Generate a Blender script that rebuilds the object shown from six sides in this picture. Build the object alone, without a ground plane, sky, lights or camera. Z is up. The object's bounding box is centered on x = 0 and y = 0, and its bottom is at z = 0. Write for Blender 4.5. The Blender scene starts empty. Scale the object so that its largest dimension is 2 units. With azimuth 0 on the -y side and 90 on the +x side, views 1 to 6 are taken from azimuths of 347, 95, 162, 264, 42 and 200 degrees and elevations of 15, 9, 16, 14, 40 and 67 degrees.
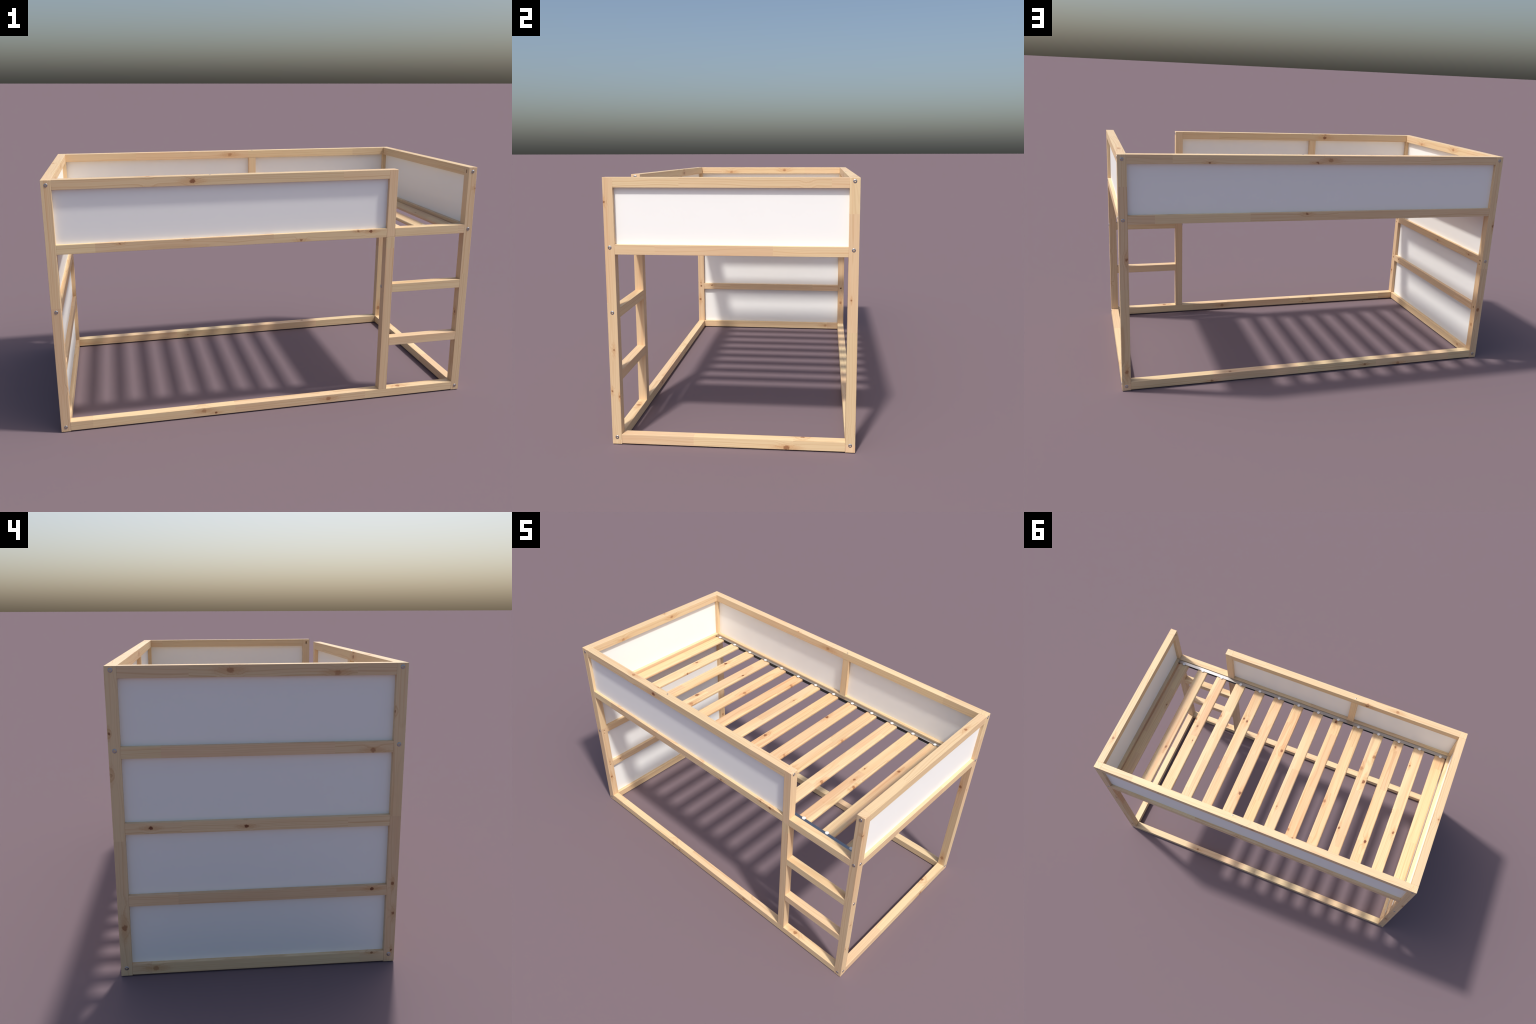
# Low loft bed: pine frame of square timbers, white infill boards, a two-rung
# ladder, fourteen slats in steel channels with white plastic caps.
import bpy, bmesh, math, random
from mathutils import Vector, Matrix

rng = random.Random(11)
scene = bpy.context.scene
coll = scene.collection

# ---------------------------------------------------------------- dimensions
HX, HY = 0.9988, 0.5268        # outer faces of the corner posts
T = 0.0422                     # timber section (square)
TOP = 1.1600                   # top of the frame
GAP = 0.0030                   # the floor rails hang just clear of the ground
PITCH = (TOP - T - GAP) / 4.0  # rails sit on five equally spaced levels
LEVEL = [GAP + i * PITCH for i in range(5)]      # underside of each rail level
IX, IY = HX - T, HY - T        # inner faces of the posts
LAD0, LAD1 = 0.5525, 0.5525 + T            # ladder upright, x range
BOARD = 0.005                  # thickness of the white boards
SLAT_W, SLAT_T, SLAT_TOP = 0.0708, 0.0180, 0.8680
SLAT_PITCH, SLAT_N = 0.1407, 14

# knots seen on the timber: x, y, z, radius, axis the branch runs along, tone 0..1
KNOTS = [
    (-0.367, -0.522, 1.137, .0125, 'y', .75), (-0.690, -0.522, 0.874, .0065, 'y', .9),
    (-0.396, -0.522, 0.875, .0050, 'y', .4), (0.129, -0.522, 0.847, .0085, 'y', .6),
    (0.408, -0.522, 0.876, .0075, 'y', .7), (0.471, -0.522, 0.872, .0085, 'y', .75),
    (-0.281, -0.522, 0.015, .0065, 'y', .8), (0.286, -0.522, 0.025, .0120, 'y', .35),
    (-0.340, -0.522, 0.030, .0110, 'y', .2), (0.996, -0.522, 1.058, .0060, 'y', .7),
    (0.665, -0.506, 0.042, .0120, 'z', .5), (0.050, 0.522, 1.126, .0085, 'y', .7),
    (0.582, 0.522, 1.124, .0075, 'y', .75), (-0.017, 0.522, 1.138, .0120, 'y', .25),
    (-0.298, 0.522, 0.020, .0065, 'y', .6), (0.552, 0.522, 0.009, .0085, 'y', .65),
    (-0.500, 0.522, 0.010, .0110, 'y', .3), (0.090, 0.522, 0.873, .0085, 'y', .6),
    (0.455, 0.512, 0.042, .0085, 'z', .5), (0.975, 0.482, 0.100, .0120, 'y', .45),
    (0.966, 0.482, 0.672, .0100, 'y', .6), (0.957, -0.504, 0.425, .0075, 'x', .7),
    (0.998, 0.235, 0.012, .0130, 'x', .6), (0.998, 0.499, 0.661, .0040, 'x', .6),
    (0.998, -0.519, 0.241, .0050, 'x', .6), (0.998, -0.488, 0.217, .0050, 'x', .5),
    (0.962, 0.303, 0.042, .0090, 'z', .6), (0.979, 0.316, 1.160, .0095, 'z', .55),
    (-0.998, 0.100, 1.141, .0120, 'x', .35), (-0.998, -0.274, 1.128, .0110, 'x', .25),
    (-0.998, -0.411, 0.849, .0100, 'x', .4), (-0.998, 0.393, 0.583, .0080, 'x', .95),
    (-0.998, 0.049, 0.578, .0080, 'x', .9), (-0.998, -0.427, 0.310, .0080, 'x', .9),
    (-0.998, 0.396, 0.025, .0110, 'x', .25), (-0.998, -0.436, 0.041, .0060, 'x', .6),
    (-0.998, 0.505, 0.197, .0120, 'x', .5), (-0.998, -0.482, 0.988, .0060, 'x', .8),
    (-0.998, -0.507, 0.328, .0070, 'x', .7), (-0.998, -0.513, 0.048, .0050, 'x', .8),
    (-0.998, 0.521, 0.929, .0055, 'x', .7), (-0.957, -0.513, 0.205, .0085, 'x', .7),
    (-0.992, 0.522, 0.782, .0090, 'y', .6), (-0.972, 0.522, 0.294, .0110, 'y', .6),
    (-0.990, 0.070, 1.160, .0060, 'z', .5), (-0.557, -0.503, 1.160, .0110, 'z', .35),
    (-0.370, -0.485, 1.160, .0080, 'z', .45), (-0.249, 0.489, 1.160, .0050, 'z', .7),
]
# the same for the slats: x, y, radius, tone (all run straight through)
SLAT_KNOTS = [
    (0.890, -0.137, .006, .6), (0.760, 0.142, .009, .7), (0.632, -0.070, .008, .7),
    (0.664, -0.118, .009, .6), (0.619, 0.037, .005, .7), (0.523, -0.198, .010, .45),
    (0.371, -0.237, .008, .9), (0.345, -0.226, .009, .9), (0.386, 0.146, .009, .3),
    (0.188, 0.257, .011, .85), (0.242, -0.171, .008, .3), (0.053, -0.115, .010, .75),
    (-0.060, 0.250, .006, .4), (-0.181, 0.363, .010, .45), (-0.202, -0.445, .010, .85),
    (-0.325, 0.104, .010, .45), (-0.518, -0.301, .011, .55), (-0.510, -0.111, .012, .8),
    (-0.468, -0.195, .013, .35), (-0.470, 0.235, .008, .85), (-0.648, 0.259, .010, 1.),
    (-0.624, -0.421, .008, .7), (-0.790, 0.139, .009, .75), (-0.735, 0.014, .007, .7),
    (-0.750, -0.330, .006, .6),
]


# ----------------------------------------------------------------- materials
class Graph:
    def __init__(self, name):
        self.mat = bpy.data.materials.new(name)
        self.mat.use_nodes = True
        self.nt = self.mat.node_tree
        self.bsdf = self.nt.nodes["Principled BSDF"]

    def node(self, kind, **kw):
        n = self.nt.nodes.new(kind)
        for k, v in kw.items():
            setattr(n, k, v)
        return n

    def put(self, sock, val):
        if isinstance(val, bpy.types.NodeSocket):
            self.nt.links.new(val, sock)
        else:
            sock.default_value = val

    def math(self, op, a, b=0.0, c=0.0, clamp=False):
        n = self.node("ShaderNodeMath", operation=op, use_clamp=clamp)
        for i, v in enumerate((a, b, c)):
            self.put(n.inputs[i], v)
        return n.outputs[0]

    def vec(self, op, a, b=(0, 0, 0), scale=None):
        n = self.node("ShaderNodeVectorMath", operation=op)
        self.put(n.inputs[0], a)
        self.put(n.inputs[1], b)
        if scale is not None:
            self.put(n.inputs[3], scale)
        return n.outputs[1] if op in {"LENGTH", "DISTANCE"} else n.outputs[0]

    def xyz(self, v):
        n = self.node("ShaderNodeSeparateXYZ")
        self.put(n.inputs[0], v)
        return n.outputs

    def comb(self, x, y, z):
        n = self.node("ShaderNodeCombineXYZ")
        for i, v in enumerate((x, y, z)):
            self.put(n.inputs[i], v)
        return n.outputs[0]

    def noise(self, v, scale, detail=2.0, rough=.5):
        n = self.node("ShaderNodeTexNoise")
        self.put(n.inputs["Vector"], v)
        n.inputs["Scale"].default_value = scale
        n.inputs["Detail"].default_value = detail
        n.inputs["Roughness"].default_value = rough
        return n.outputs["Fac"]

    def noise1(self, w, detail=1.0):
        n = self.node("ShaderNodeTexNoise", noise_dimensions="1D")
        self.put(n.inputs["W"], w)
        n.inputs["Scale"].default_value = 1.0
        n.inputs["Detail"].default_value = detail
        return n.outputs["Fac"]

    def ramp(self, x, lo, hi):
        n = self.node("ShaderNodeMapRange", interpolation_type="SMOOTHSTEP")
        for i, v in enumerate((x, lo, hi, 0.0, 1.0)):
            self.put(n.inputs[i], v)
        return n.outputs[0]

    def mix(self, fac, a, b, blend="MIX"):
        n = self.node("ShaderNodeMix", data_type="RGBA", blend_type=blend)
        self.put(n.inputs[0], fac)
        self.put(n.inputs[6], a)
        self.put(n.inputs[7], b)
        return n.outputs[2]


def c4(r, g, b):
    return (r, g, b, 1.0)


def pine(name, seed, knots, stave=0.62, across=0.0, red=0.0, streak=.42, warm=0.04):
    """Finger-jointed pine with the grain along local X.
    knots: (local centre, per-axis squeeze, radius, tone)."""
    g = Graph(name)
    p = g.node("ShaderNodeTexCoord").outputs["Object"]
    px, py, pz = g.xyz(p)
    # staves: blocks along the length, and side by side where glued up
    if across:
        lane = g.math("FLOOR", g.math("DIVIDE", g.math("ADD", py, across * .3), across))
    else:
        lane = 0.0
    shift = g.math("MULTIPLY", g.math("SINE", g.math("ADD", g.math("MULTIPLY", lane, 2.7), seed)), stave)
    block = g.math("FLOOR", g.math("DIVIDE", g.math("ADD", px, shift), stave))
    wn = g.node("ShaderNodeTexWhiteNoise", noise_dimensions="3D")
    g.put(wn.inputs["Vector"], g.comb(block, lane, seed))
    w0, w1, w2 = g.xyz(wn.outputs["Color"])
    # knots push the rings aside
    bulge, core, halo, dark = None, None, None, None
    for (c, sq, rad, tone) in knots:
        d = g.vec("LENGTH", g.vec("MULTIPLY", g.vec("SUBTRACT", p, c), sq))
        wob = g.math("MULTIPLY", g.math("SUBTRACT", g.noise(p, 140.0, 1.0), .5), rad * .9)
        d = g.math("ADD", d, wob)
        k = g.math("SUBTRACT", 1.0, g.ramp(d, rad * .55, rad * 1.05))
        stretched = (sq[0] * .32, sq[1] * 1.1, sq[2] * 1.1)       # flame of dark grain either side
        dh = g.math("ADD", g.vec("LENGTH", g.vec("MULTIPLY", g.vec("SUBTRACT", p, c), stretched)), wob)
        h = g.math("SUBTRACT", 1.0, g.ramp(dh, rad * .5, rad * 1.9))
        b = g.math("SUBTRACT", 1.0, g.ramp(d, rad * .5, rad * 4.0))
        t = g.math("MULTIPLY", k, tone)
        k = g.math("MULTIPLY", k, min(1.0, .45 + .6 * tone))
        core = k if core is None else g.math("MAXIMUM", core, k)
        dark = t if dark is None else g.math("MAXIMUM", dark, t)
        halo = h if halo is None else g.math("MAXIMUM", halo, h)
        bulge = b if bulge is None else g.math("MAXIMUM", bulge, b)
    # growth rings round a pith that lies off the timber, drifting along it
    slow = g.noise(g.vec("ADD", g.vec("MULTIPLY", p, (2.2, 9.0, 9.0)), g.vec("SCALE", wn.outputs["Color"], (0, 0, 0), 9.0)), 1.0, 2.0)
    drift = g.math("MULTIPLY", g.math("SUBTRACT", slow, .5), 0.030)
    yc = g.math("MULTIPLY", g.math("SUBTRACT", w0, .5), .13)
    zc = g.math("MULTIPLY_ADD", w1, -.09, -.012)
    ry = g.math("SUBTRACT", py, yc)
    rz = g.math("SUBTRACT", pz, zc)
    r = g.math("SQRT", g.math("ADD", g.math("MULTIPLY", ry, ry), g.math("MULTIPLY", rz, rz)))
    r = g.math("ADD", r, drift)
    if bulge is not None:
        r = g.math("ADD", r, g.math("MULTIPLY", bulge, .010))
    ring = g.noise1(g.math("ADD", g.math("MULTIPLY", r, 190.0), g.math("MULTIPLY", w2, 50.0)), 2.0)
    ring = g.ramp(ring, .48, .76)
    fibre = g.noise(g.vec("MULTIPLY", p, (9.0, 420.0, 420.0)), 1.0, 2.0)
    broad = g.noise(g.vec("ADD", g.vec("MULTIPLY", p, (1.6, 26.0, 26.0)), (seed, 0, 0)), 1.0, 2.0)
    col = g.mix(g.math("MULTIPLY", ring, .55), c4(.775, .595, .372), c4(.600, .372, .190))
    col = g.mix(g.math("MULTIPLY", g.ramp(broad, .42, .75), streak), col, c4(.730, .480, .275))
    # a few long resin-red stripes
    resin = g.noise(g.vec("ADD", g.vec("MULTIPLY", p, (1.1, 75.0, 75.0)), g.comb(g.math("MULTIPLY", w0, 30.0), seed, 0.0)), 1.0, 1.0)
    col = g.mix(g.math("MULTIPLY", g.ramp(resin, .60, .74), .25 + .5 * warm), col, c4(.640, .340, .160))
    # each stave has a tint of its own, from straw to pinkish
    tint = g.mix(w2, c4(1.0, 1.02, .95), c4(1.0 + .04 * red, .94, .93))
    col = g.mix(.75, col, g.mix(1.0, col, tint, "MULTIPLY"))
    value = g.math("MULTIPLY_ADD", w1, .12, .93)
    col = g.mix(1.0, col, g.comb(value, value, value), "MULTIPLY")
    col = g.mix(warm, col, g.mix(1.0, col, c4(.985, .86, .76), "MULTIPLY"))
    fib = g.math("MULTIPLY_ADD", fibre, .14, .93)
    col = g.mix(1.0, col, g.comb(fib, fib, fib), "MULTIPLY")
    if core is not None:
        col = g.mix(g.math("MULTIPLY", halo, .42), col, c4(.560, .270, .100))
        ringed = g.math("MULTIPLY", g.ramp(g.noise(p, 210.0, 1.0), .4, .65), .3)
        knot = g.mix(dark, c4(.470, .200, .075), c4(.150, .045, .020))
        knot = g.mix(ringed, knot, c4(.330, .120, .060))
        col = g.mix(core, col, knot)
    g.put(g.bsdf.inputs["Base Color"], col)
    g.put(g.bsdf.inputs["Roughness"], g.math("MULTIPLY_ADD", ring, .10, .46))
    g.bsdf.inputs["Specular IOR Level"].default_value = .35
    bump = g.node("ShaderNodeBump")
    bump.inputs["Strength"].default_value = .08
    bump.inputs["Distance"].default_value = .001
    g.put(bump.inputs["Height"], g.math("ADD", fibre, ring))
    g.put(g.bsdf.inputs["Normal"], bump.outputs[0])
    return g.mat


def simple(name, col, rough, metal=0.0, grain=0.0, scale=60.0, spec=.5):
    g = Graph(name)
    p = g.node("ShaderNodeTexCoord").outputs["Object"]
    n = g.noise(p, scale, 3.0)
    v = g.math("MULTIPLY_ADD", g.math("SUBTRACT", n, .5), grain, 1.0)
    g.put(g.bsdf.inputs["Base Color"], g.mix(1.0, c4(*col), g.comb(v, v, v), "MULTIPLY"))
    g.put(g.bsdf.inputs["Roughness"], g.math("MULTIPLY_ADD", g.math("SUBTRACT", n, .5), .1, rough))
    g.bsdf.inputs["Metallic"].default_value = metal
    g.bsdf.inputs["Specular IOR Level"].default_value = spec
    return g.mat


MAT_BOARD = simple("white_lacquered_board", (.945, .948, .925), .42, 0, .015, 8.0, .4)
MAT_STEEL = simple("galvanised_steel", (.47, .47, .48), .34, 1.0, .12, 90.0)
MAT_BOLT = simple("zinc_plated_steel", (.46, .47, .51), .30, 1.0, .10, 300.0)
MAT_BLACK = simple("near_black_strip", (.030, .028, .026), .55, 0, .2)
MAT_CAP = simple("white_plastic", (.90, .90, .88), .35, 0, .02)


# ------------------------------------------------------------------- meshes
def mesh_from(bm, name, smooth_angle=None, flats=False):
    bmesh.ops.recalc_face_normals(bm, faces=bm.faces)
    me = bpy.data.meshes.new(name)
    bm.to_mesh(me)
    bm.free()
    if smooth_angle is not None:
        for f in me.polygons:
            f.use_smooth = True
        me.set_sharp_from_angle(angle=math.radians(smooth_angle))
        if flats:   # main faces of planed timber stay flat, only the eased edges are smooth
            for f in me.polygons:
                f.use_smooth = max(abs(c) for c in f.normal) < .999
    return me


def box(bm, lo, hi, bevel=0.0, seg=2):
    res = bmesh.ops.create_cube(bm, size=1.0)
    vs = res["verts"]
    lo, hi = Vector(lo), Vector(hi)
    for v in vs:
        v.co = Vector([(lo[i] + hi[i]) / 2 + v.co[i] * (hi[i] - lo[i]) for i in range(3)])
    if bevel:
        es = list({e for v in vs for e in v.link_edges})
        bmesh.ops.bevel(bm, geom=es, offset=bevel, segments=seg, profile=.5, affect="EDGES")


beam_cache = {}


def beam_mesh(length, name="timber"):
    key = round(length, 4)
    if key not in beam_cache:
        bm = bmesh.new()
        box(bm, (-length / 2, -T / 2, -T / 2), (length / 2, T / 2, T / 2), .0011, 2)
        beam_cache[key] = mesh_from(bm, name, 40, True)
    return beam_cache[key]


def lathe(name, prof, seg=28, hexrows=()):
    """Solid of revolution round local Z; rows named in hexrows are hexagonal."""
    bm = bmesh.new()
    rows = []
    for i, (r, z) in enumerate(prof):
        if r == 0:
            rows.append([bm.verts.new((0, 0, z))])
            continue
        row = []
        for k in range(seg):
            a = 2 * math.pi * k / seg
            rr = r
            if i in hexrows:
                rr = r * math.cos(math.pi / 6) / math.cos((a % (math.pi / 3)) - math.pi / 6)
            row.append(bm.verts.new((rr * math.cos(a), rr * math.sin(a), z)))
        rows.append(row)
    for a, b in zip(rows, rows[1:]):
        for k in range(seg):
            k2 = (k + 1) % seg
            if len(a) == 1:
                bm.faces.new((a[0], b[k2], b[k]))
            elif len(b) == 1:
                bm.faces.new((a[k], a[k2], b[0]))
            else:
                bm.faces.new((a[k], a[k2], b[k2], b[k]))
    return mesh_from(bm, name, 50)


# --------------------------------------------------------------- scene graph
root = bpy.data.objects.new("loft_bed", None)
root.empty_display_size = .2
root["label"] = "low pine loft bed with white boards, slats and ladder"
root["category"] = "loft bed"
coll.objects.link(root)


def add(name, me, mat, loc, rot=None, parent=None):
    ob = bpy.data.objects.new(name, me)
    coll.objects.link(ob)
    ob.parent = parent or root
    base = Vector((0, 0, 0))
    ob.rotation_mode = "QUATERNION"
    if rot is not None:
        ob.rotation_quaternion = rot
    if parent is not None:
        inv = parent_matrix[parent.name].inverted()
        m = inv @ (Matrix.Translation(loc) @ (rot.to_matrix().to_4x4() if rot else Matrix()))
        ob.location, ob.rotation_quaternion, _ = m.decompose()
    else:
        ob.location = loc
        parent_matrix[ob.name] = Matrix.Translation(loc) @ (rot.to_matrix().to_4x4() if rot else Matrix())
    if mat is not None:
        if not me.materials:
            me.materials.append(None)
        ob.material_slots[0].link = "OBJECT"
        ob.material_slots[0].material = mat
    return ob


parent_matrix = {}
ROT = {
    'x': Matrix.Identity(3),
    'y': Matrix(((0, -1, 0), (1, 0, 0), (0, 0, 1))),        # local X -> world Y
    'z': Matrix(((0, 0, -1), (0, 1, 0), (1, 0, 0))),        # local X -> world Z
}
AX = {'x': 0, 'y': 1, 'z': 2}
seed_count = [0]


def local_knots(lo, hi, R, centre, elong=1.25):
    out = []
    for (x, y, z, rad, ax, tone) in KNOTS:
        w = Vector((x, y, z))
        if all(lo[i] - .003 <= w[i] <= hi[i] + .003 for i in range(3)):
            sq = [1.0, 1.0, 1.0]
            # a branch runs through the timber, unless it only grazes an edge
            graze = min(min(w[i] - lo[i], hi[i] - w[i]) for i in range(3) if i != AX[ax])
            sq[AX[ax]] = .12 if graze > .0085 else .9
            Ri = R.transposed()
            lc = Ri @ (w - centre)
            lsq = [abs(v) for v in (Ri @ Vector(sq))]
            lsq[0] /= elong
            out.append((tuple(lc), tuple(lsq), rad, tone))
    return out


def timber(name, axis, lo, hi, parent=None, holes=()):
    """A square timber filling the box lo..hi, grain along the named axis."""
    lo, hi = Vector(lo), Vector(hi)
    centre = (lo + hi) / 2
    R = ROT[axis]
    length = (hi - lo)[AX[axis]]
    seed_count[0] += 1
    sd = seed_count[0] * 3.17
    mat = pine(f"pine_timber", sd, local_knots(lo, hi, R, centre), stave=rng.uniform(.42, .8), red=rng.random())
    me = beam_mesh(length)
    if holes:
        me = drill(me, centre, R, holes)
    ob = add(name, me, mat, centre, R.to_quaternion(), parent)
    return ob


def drill(me, centre, R, holes):
    """Blind holes: (world point, axis, radius, depth, elongation along z)."""
    base = bpy.data.objects.new("helper_base", me.copy())
    coll.objects.link(base)
    bm = bmesh.new()                       # one cutter mesh with all the bores
    for (pt, ax, rad, depth, elong) in holes:
        bore = bmesh.ops.create_cone(bm, cap_ends=True, segments=20, radius1=rad, radius2=rad, depth=depth * 2)
        q = Vector((0, 0, 1)).rotation_difference(Vector([1.0 if i == AX[ax] else 0 for i in range(3)])).to_matrix()
        for v in bore["verts"]:
            w = q @ v.co
            w.z *= elong if ax != 'z' else 1
            v.co = R.transposed() @ (w + Vector(pt) - centre)
    cutter = bpy.data.objects.new("helper_cut", mesh_from(bm, "helper_cut"))
    coll.objects.link(cutter)
    m = base.modifiers.new("drill", "BOOLEAN")
    m.operation, m.object, m.solver = "DIFFERENCE", cutter, "EXACT"
    dg = bpy.context.evaluated_depsgraph_get()
    out = bpy.data.meshes.new_from_object(base.evaluated_get(dg))
    out.materials.clear()
    out.name = "drilled_timber"
    for o in (cutter, base):
        bpy.data.objects.remove(o, do_unlink=True)
    return out


# -------------------------------------------------------------------- frame
posts = {}
hole_z = TOP - T / 2
for sx in (-1, 1):
    for sy in (-1, 1):
        x0, x1 = sorted((sx * IX, sx * HX))
        y0, y1 = sorted((sy * IY, sy * HY))
        yc = (y0 + y1) / 2
        holes = []
        if sx < 0:      # cross-dowel holes on the inner face
            holes = [((-IX, yc, .580), 'x', .0058, .012, 1), ((-IX, yc - .002, .559), 'x', .0045, .012, 1),
                     ((-IX, yc, .303), 'x', .0058, .012, 1), ((-IX, yc, .022), 'x', .0058, .012, 1)]
            if sy < 0:
                holes.append(((-HX, -.506, .590), 'x', .0025, .012, 1))
        elif sy < 0:
            holes = [((IX, yc, hole_z), 'x', .0050, .014, 1.9), ((HX, -.506, 1.146), 'x', .0025, .012, 1)]
        posts[sx, sy] = timber("corner_post", 'z', (x0, y0, 0), (x1, y1, TOP), holes=holes)


def z_of(level):
    return LEVEL[level], LEVEL[level] + T


def long_rail(name, sy, level, x0, x1):
    z0, z1 = z_of(level)
    y0, y1 = sorted((sy * IY, sy * HY))
    return timber(name, 'x', (x0, y0, z0), (x1, y1, z1))


def end_rail(name, sx, level):
    z0, z1 = z_of(level)
    x0, x1 = sorted((sx * IX, sx * HX))
    return timber(name, 'y', (x0, -IY, z0), (x1, IY, z1))


rail_back = long_rail("guard_rail", 1, 4, -IX, IX)
long_rail("side_rail", 1, 3, -IX, IX)
long_rail("floor_rail", 1, 0, -IX, IX)
rail_front = long_rail("guard_rail", -1, 4, -IX, LAD0)
long_rail("side_rail", -1, 3, -IX, LAD0)
long_rail("floor_rail", -1, 0, -IX, IX)
long_rail("entry_rail", -1, 3, LAD1, IX)
end_rail("guard_rail", 1, 4)
end_rail("side_rail", 1, 3)
end_rail("floor_rail", 1, 0)
for lv, nm in ((4, "guard_rail"), (3, "side_rail"), (2, "end_rail"), (1, "end_rail"), (0, "floor_rail")):
    end_rail(nm, -1, lv)

# ladder: lower upright on the floor rail, upper stile of the guard, two rungs
upright = timber("ladder_upright", 'z', (LAD0, -HY, LEVEL[0] + T), (LAD1, -IY, LEVEL[3]))
stile = timber("guard_stile", 'z', (LAD0, -HY, LEVEL[3]), (LAD1, -IY, TOP))
for lv in (1, 2):
    long_rail("ladder_rung", -1, lv, LAD1, IX)


# ------------------------------------------------------------- white boards
def board(lo, hi):
    lo, hi = Vector(lo), Vector(hi)
    c = (lo + hi) / 2
    bm = bmesh.new()
    box(bm, lo - c, hi - c)
    add("white_board", mesh_from(bm, "white_board"), MAT_BOARD, c)


G = .006                                    # the boards sit in grooves
ym, xm = (HY + IY) / 2, (HX + IX) / 2
yb, xb = ym + .002, xm + .001               # boards lie a touch outside the middle
zb0, zb1 = LEVEL[3] + T - G, LEVEL[4] + G
board((-IX - G, yb - BOARD / 2, zb0), (IX + G, yb + BOARD / 2, zb1))
board((-IX - G, -yb - BOARD / 2, zb0), (LAD0 + G, -yb + BOARD / 2, zb1))
board((xb - BOARD / 2, -IY - G, zb0), (xb + BOARD / 2, IY + G, zb1))
for lv in range(4):
    board((-xb - BOARD / 2, -IY - G, LEVEL[lv] + T - G), (-xb + BOARD / 2, IY + G, LEVEL[lv + 1] + G))


# battens that stiffen the long boards from inside
def batten(x, sy):
    y0, y1 = sorted((sy * (IY + .0005), sy * (yb - BOARD / 2)))
    lo, hi = Vector((x - T / 2, y0, LEVEL[3] + T)), Vector((x + T / 2, y1, LEVEL[4]))
    c = (lo + hi) / 2
    R = ROT['z']
    d = R.transposed() @ (hi - lo)
    bm = bmesh.new()
    box(bm, [-abs(v) / 2 for v in d], [abs(v) / 2 for v in d], .0012, 2)
    seed_count[0] += 1
    add("board_batten", mesh_from(bm, "board_batten", 40, True), pine("pine_batten", seed_count[0] * 3.17, []), c, R.to_quaternion())


batten(0.118, 1)
batten(-0.2860, -1)

# ---------------------------------------------------------------- slat base
CH_IN, CH_OUT = IY - .0225, IY - .0003       # channel mouth and web
CH_TOP, CH_BOT = .8735, .8525
SHEET = .0014
for sy in (-1, 1):
    bm = bmesh.new()
    L = IX - .0004
    ya, yo = CH_IN, CH_OUT
    box(bm, (-L, sy * (ya + yo) / 2 - (yo - ya) / 2, CH_TOP - SHEET), (L, sy * (ya + yo) / 2 + (yo - ya) / 2, CH_TOP), .0004, 1)
    box(bm, (-L, sy * (ya + yo) / 2 - (yo - ya) / 2, CH_BOT), (L, sy * (ya + yo) / 2 + (yo - ya) / 2, CH_BOT + SHEET), .0004, 1)
    y0, y1 = sorted((sy * (yo - SHEET), sy * yo))
    box(bm, (-L, y0, CH_BOT + SHEET), (L, y1, CH_TOP - SHEET))
    chan = add("slat_channel", mesh_from(bm, "slat_channel", 40, True), MAT_STEEL, Vector((0, 0, 0)))
    bm = bmesh.new()
    y0, y1 = sorted((sy * (ya + .005), sy * (ya + .007)))
    box(bm, (-L + .03, y0, CH_BOT + SHEET + .0002), (L - .03, y1, CH_TOP - SHEET - .0002))
    add("channel_dark_band", mesh_from(bm, "channel_dark_band"), MAT_BLACK, Vector((0, 0, 0)), None, chan)
    posts["chan", sy] = chan

# one slat: rounded long edges, extruded along local X
bm = bmesh.new()
half = IY - .0075
prof = []
rad = .0065
for cx, cz, a0 in ((SLAT_W / 2 - rad, SLAT_T / 2 - rad, 0), (-SLAT_W / 2 + rad, SLAT_T / 2 - rad, 90),
                   (-SLAT_W / 2 + rad, -SLAT_T / 2 + rad, 180), (SLAT_W / 2 - rad, -SLAT_T / 2 + rad, 270)):
    for k in range(7):
        a = math.radians(a0 + 15 * k)
        prof.append((cx + rad * math.cos(a), cz + rad * math.sin(a)))
ends = [[bm.verts.new((s * half, y, z)) for (y, z) in prof] for s in (-1, 1)]
n = len(prof)
for k in range(n):
    bm.faces.new((ends[0][k], ends[0][(k + 1) % n], ends[1][(k + 1) % n], ends[1][k]))
bm.faces.new(ends[0][::-1])
bm.faces.new(ends[1])
slat_mesh = mesh_from(bm, "slat", 40, True)

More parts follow.
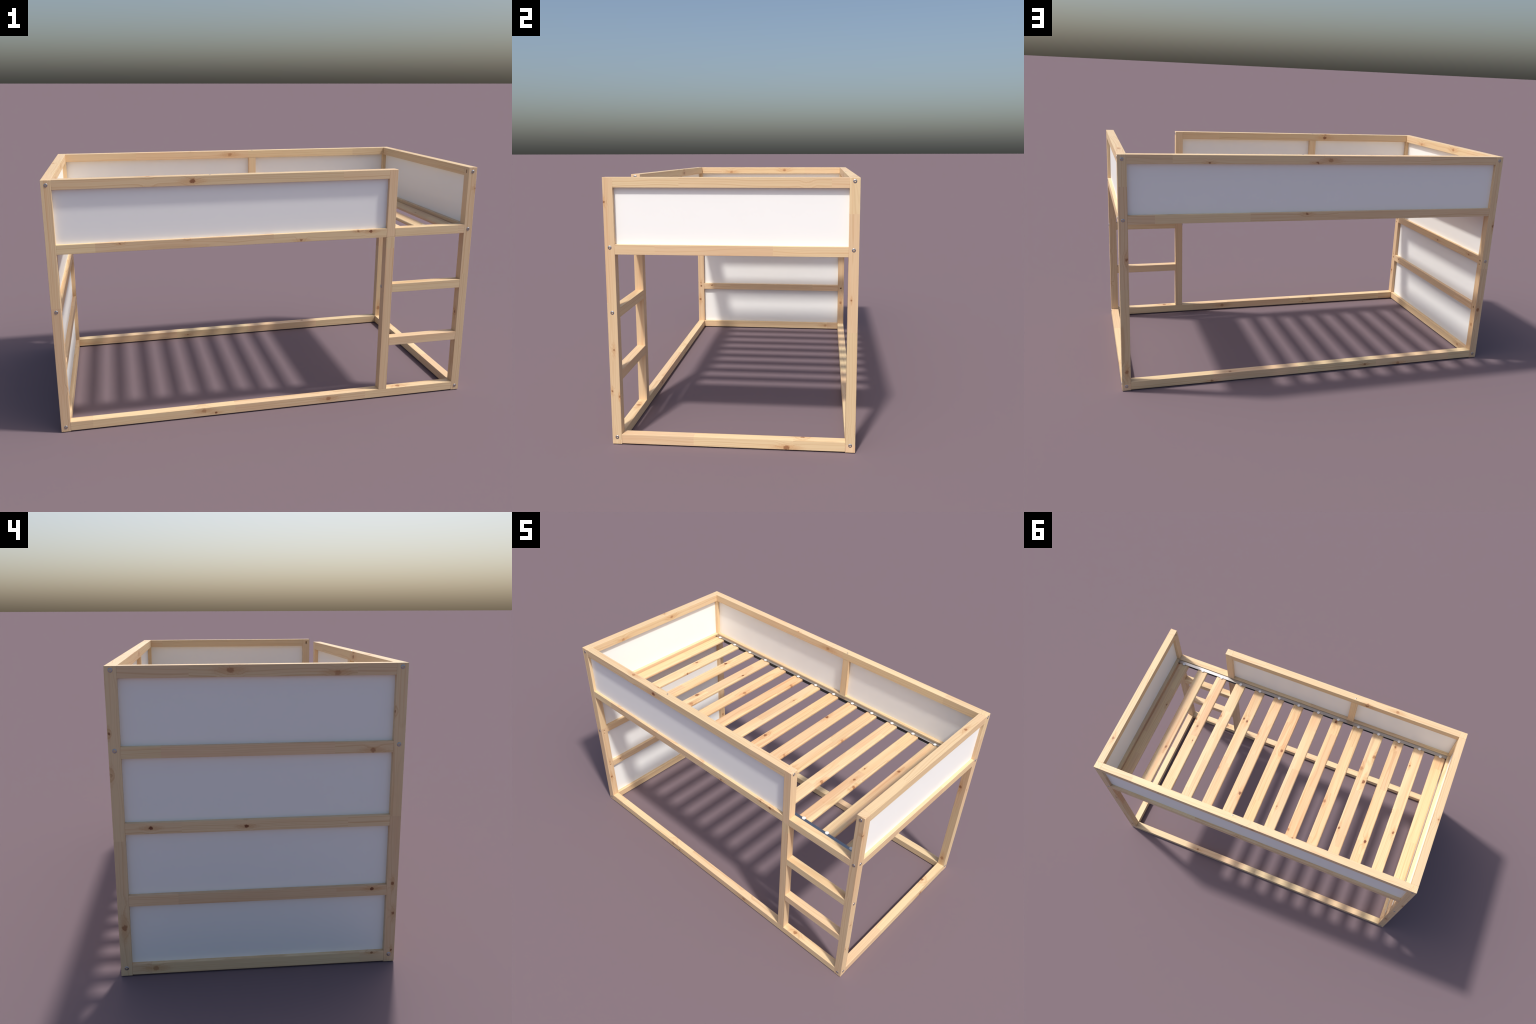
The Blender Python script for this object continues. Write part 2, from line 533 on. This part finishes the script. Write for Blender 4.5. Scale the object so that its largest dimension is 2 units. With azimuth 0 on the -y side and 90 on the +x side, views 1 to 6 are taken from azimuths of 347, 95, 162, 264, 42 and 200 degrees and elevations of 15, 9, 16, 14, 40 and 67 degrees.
cap_mesh = lathe("channel_cap", [(.0093, 0), (.0093, .0010), (.0082, .0019), (.0050, .0023), (.0022, .0023), (.0018, .0012), (0, .0012)])
Ry = ROT['y']
for i in range(SLAT_N):
    x = ((SLAT_N - 1) / 2 - i) * SLAT_PITCH
    c = Vector((x, 0, SLAT_TOP - SLAT_T / 2))
    kn = []
    for (kx, ky, kr, tone) in SLAT_KNOTS:
        if abs(kx - x) < SLAT_W / 2 + .004:
            lc = Ry.transposed() @ (Vector((kx, ky, SLAT_TOP)) - c)
            kn.append((tuple(lc), (.75, 1.0, .12), kr, tone))
    mat = pine("pine_slat", 211.0 + 5.3 * i, kn, stave=rng.uniform(.30, .55), across=rng.choice((.030, .036, .05)), red=rng.random(), streak=rng.uniform(.5, 1.0), warm=rng.uniform(.0, .65))
    add("slat", slat_mesh, mat, c, Ry.to_quaternion())
    for sy in (-1, 1):
        add("channel_cap", cap_mesh, MAT_CAP, Vector((x, sy * .4640, CH_TOP)), None, posts["chan", sy])

# -------------------------------------------------------------------- bolts
BR, BH = .0082, .0016
bolt_mesh = lathe("bolt", [(BR, -.002), (BR, 0), (BR * .93, .0008), (BR * .72, BH * .9), (BR * .48, BH),
                           (BR * .44, -.0016), (0, -.0018)], 30, (4, 5))
pin_mesh = lathe("small_screw", [(.0042, -.001), (.0042, .0003), (.0030, .0010), (.0018, .0010), (.0015, -.0004), (0, -.0005)], 18, (3, 4))


def face_bolt(owner, pt, axis, sign, me=None):
    d = Vector([sign if i == AX[axis] else 0 for i in range(3)])
    q = Vector((0, 0, 1)).rotation_difference(d)
    add("bolt" if me is None else "screw", me or bolt_mesh, MAT_BOLT, Vector(pt), q, owner)


for sy in (-1, 1):
    for sx in (-1, 1):
        po = posts[sx, sy]
        for z in (T / 2 + .001, LEVEL[2 if sx < 0 else 3] + T / 2 - .001, TOP - T / 2):
            face_bolt(po, (sx * xm, sy * HY, z), 'y', sy)
        zs = [.031, .868, 1.1457]
        if sx > 0 and sy < 0:
            zs = [.031, .868, .589]
        for z in zs:
            face_bolt(po, (sx * HX, sy * .5053, z), 'x', sx)
face_bolt(upright, (LAD0, -.492, .584), 'x', -1)
face_bolt(stile, (LAD1, -.508, 1.147), 'x', 1)
face_bolt(rail_back, (.118, .494, TOP), 'z', 1, pin_mesh)
face_bolt(rail_front, (-.286, -.4965, TOP), 'z', 1, pin_mesh)
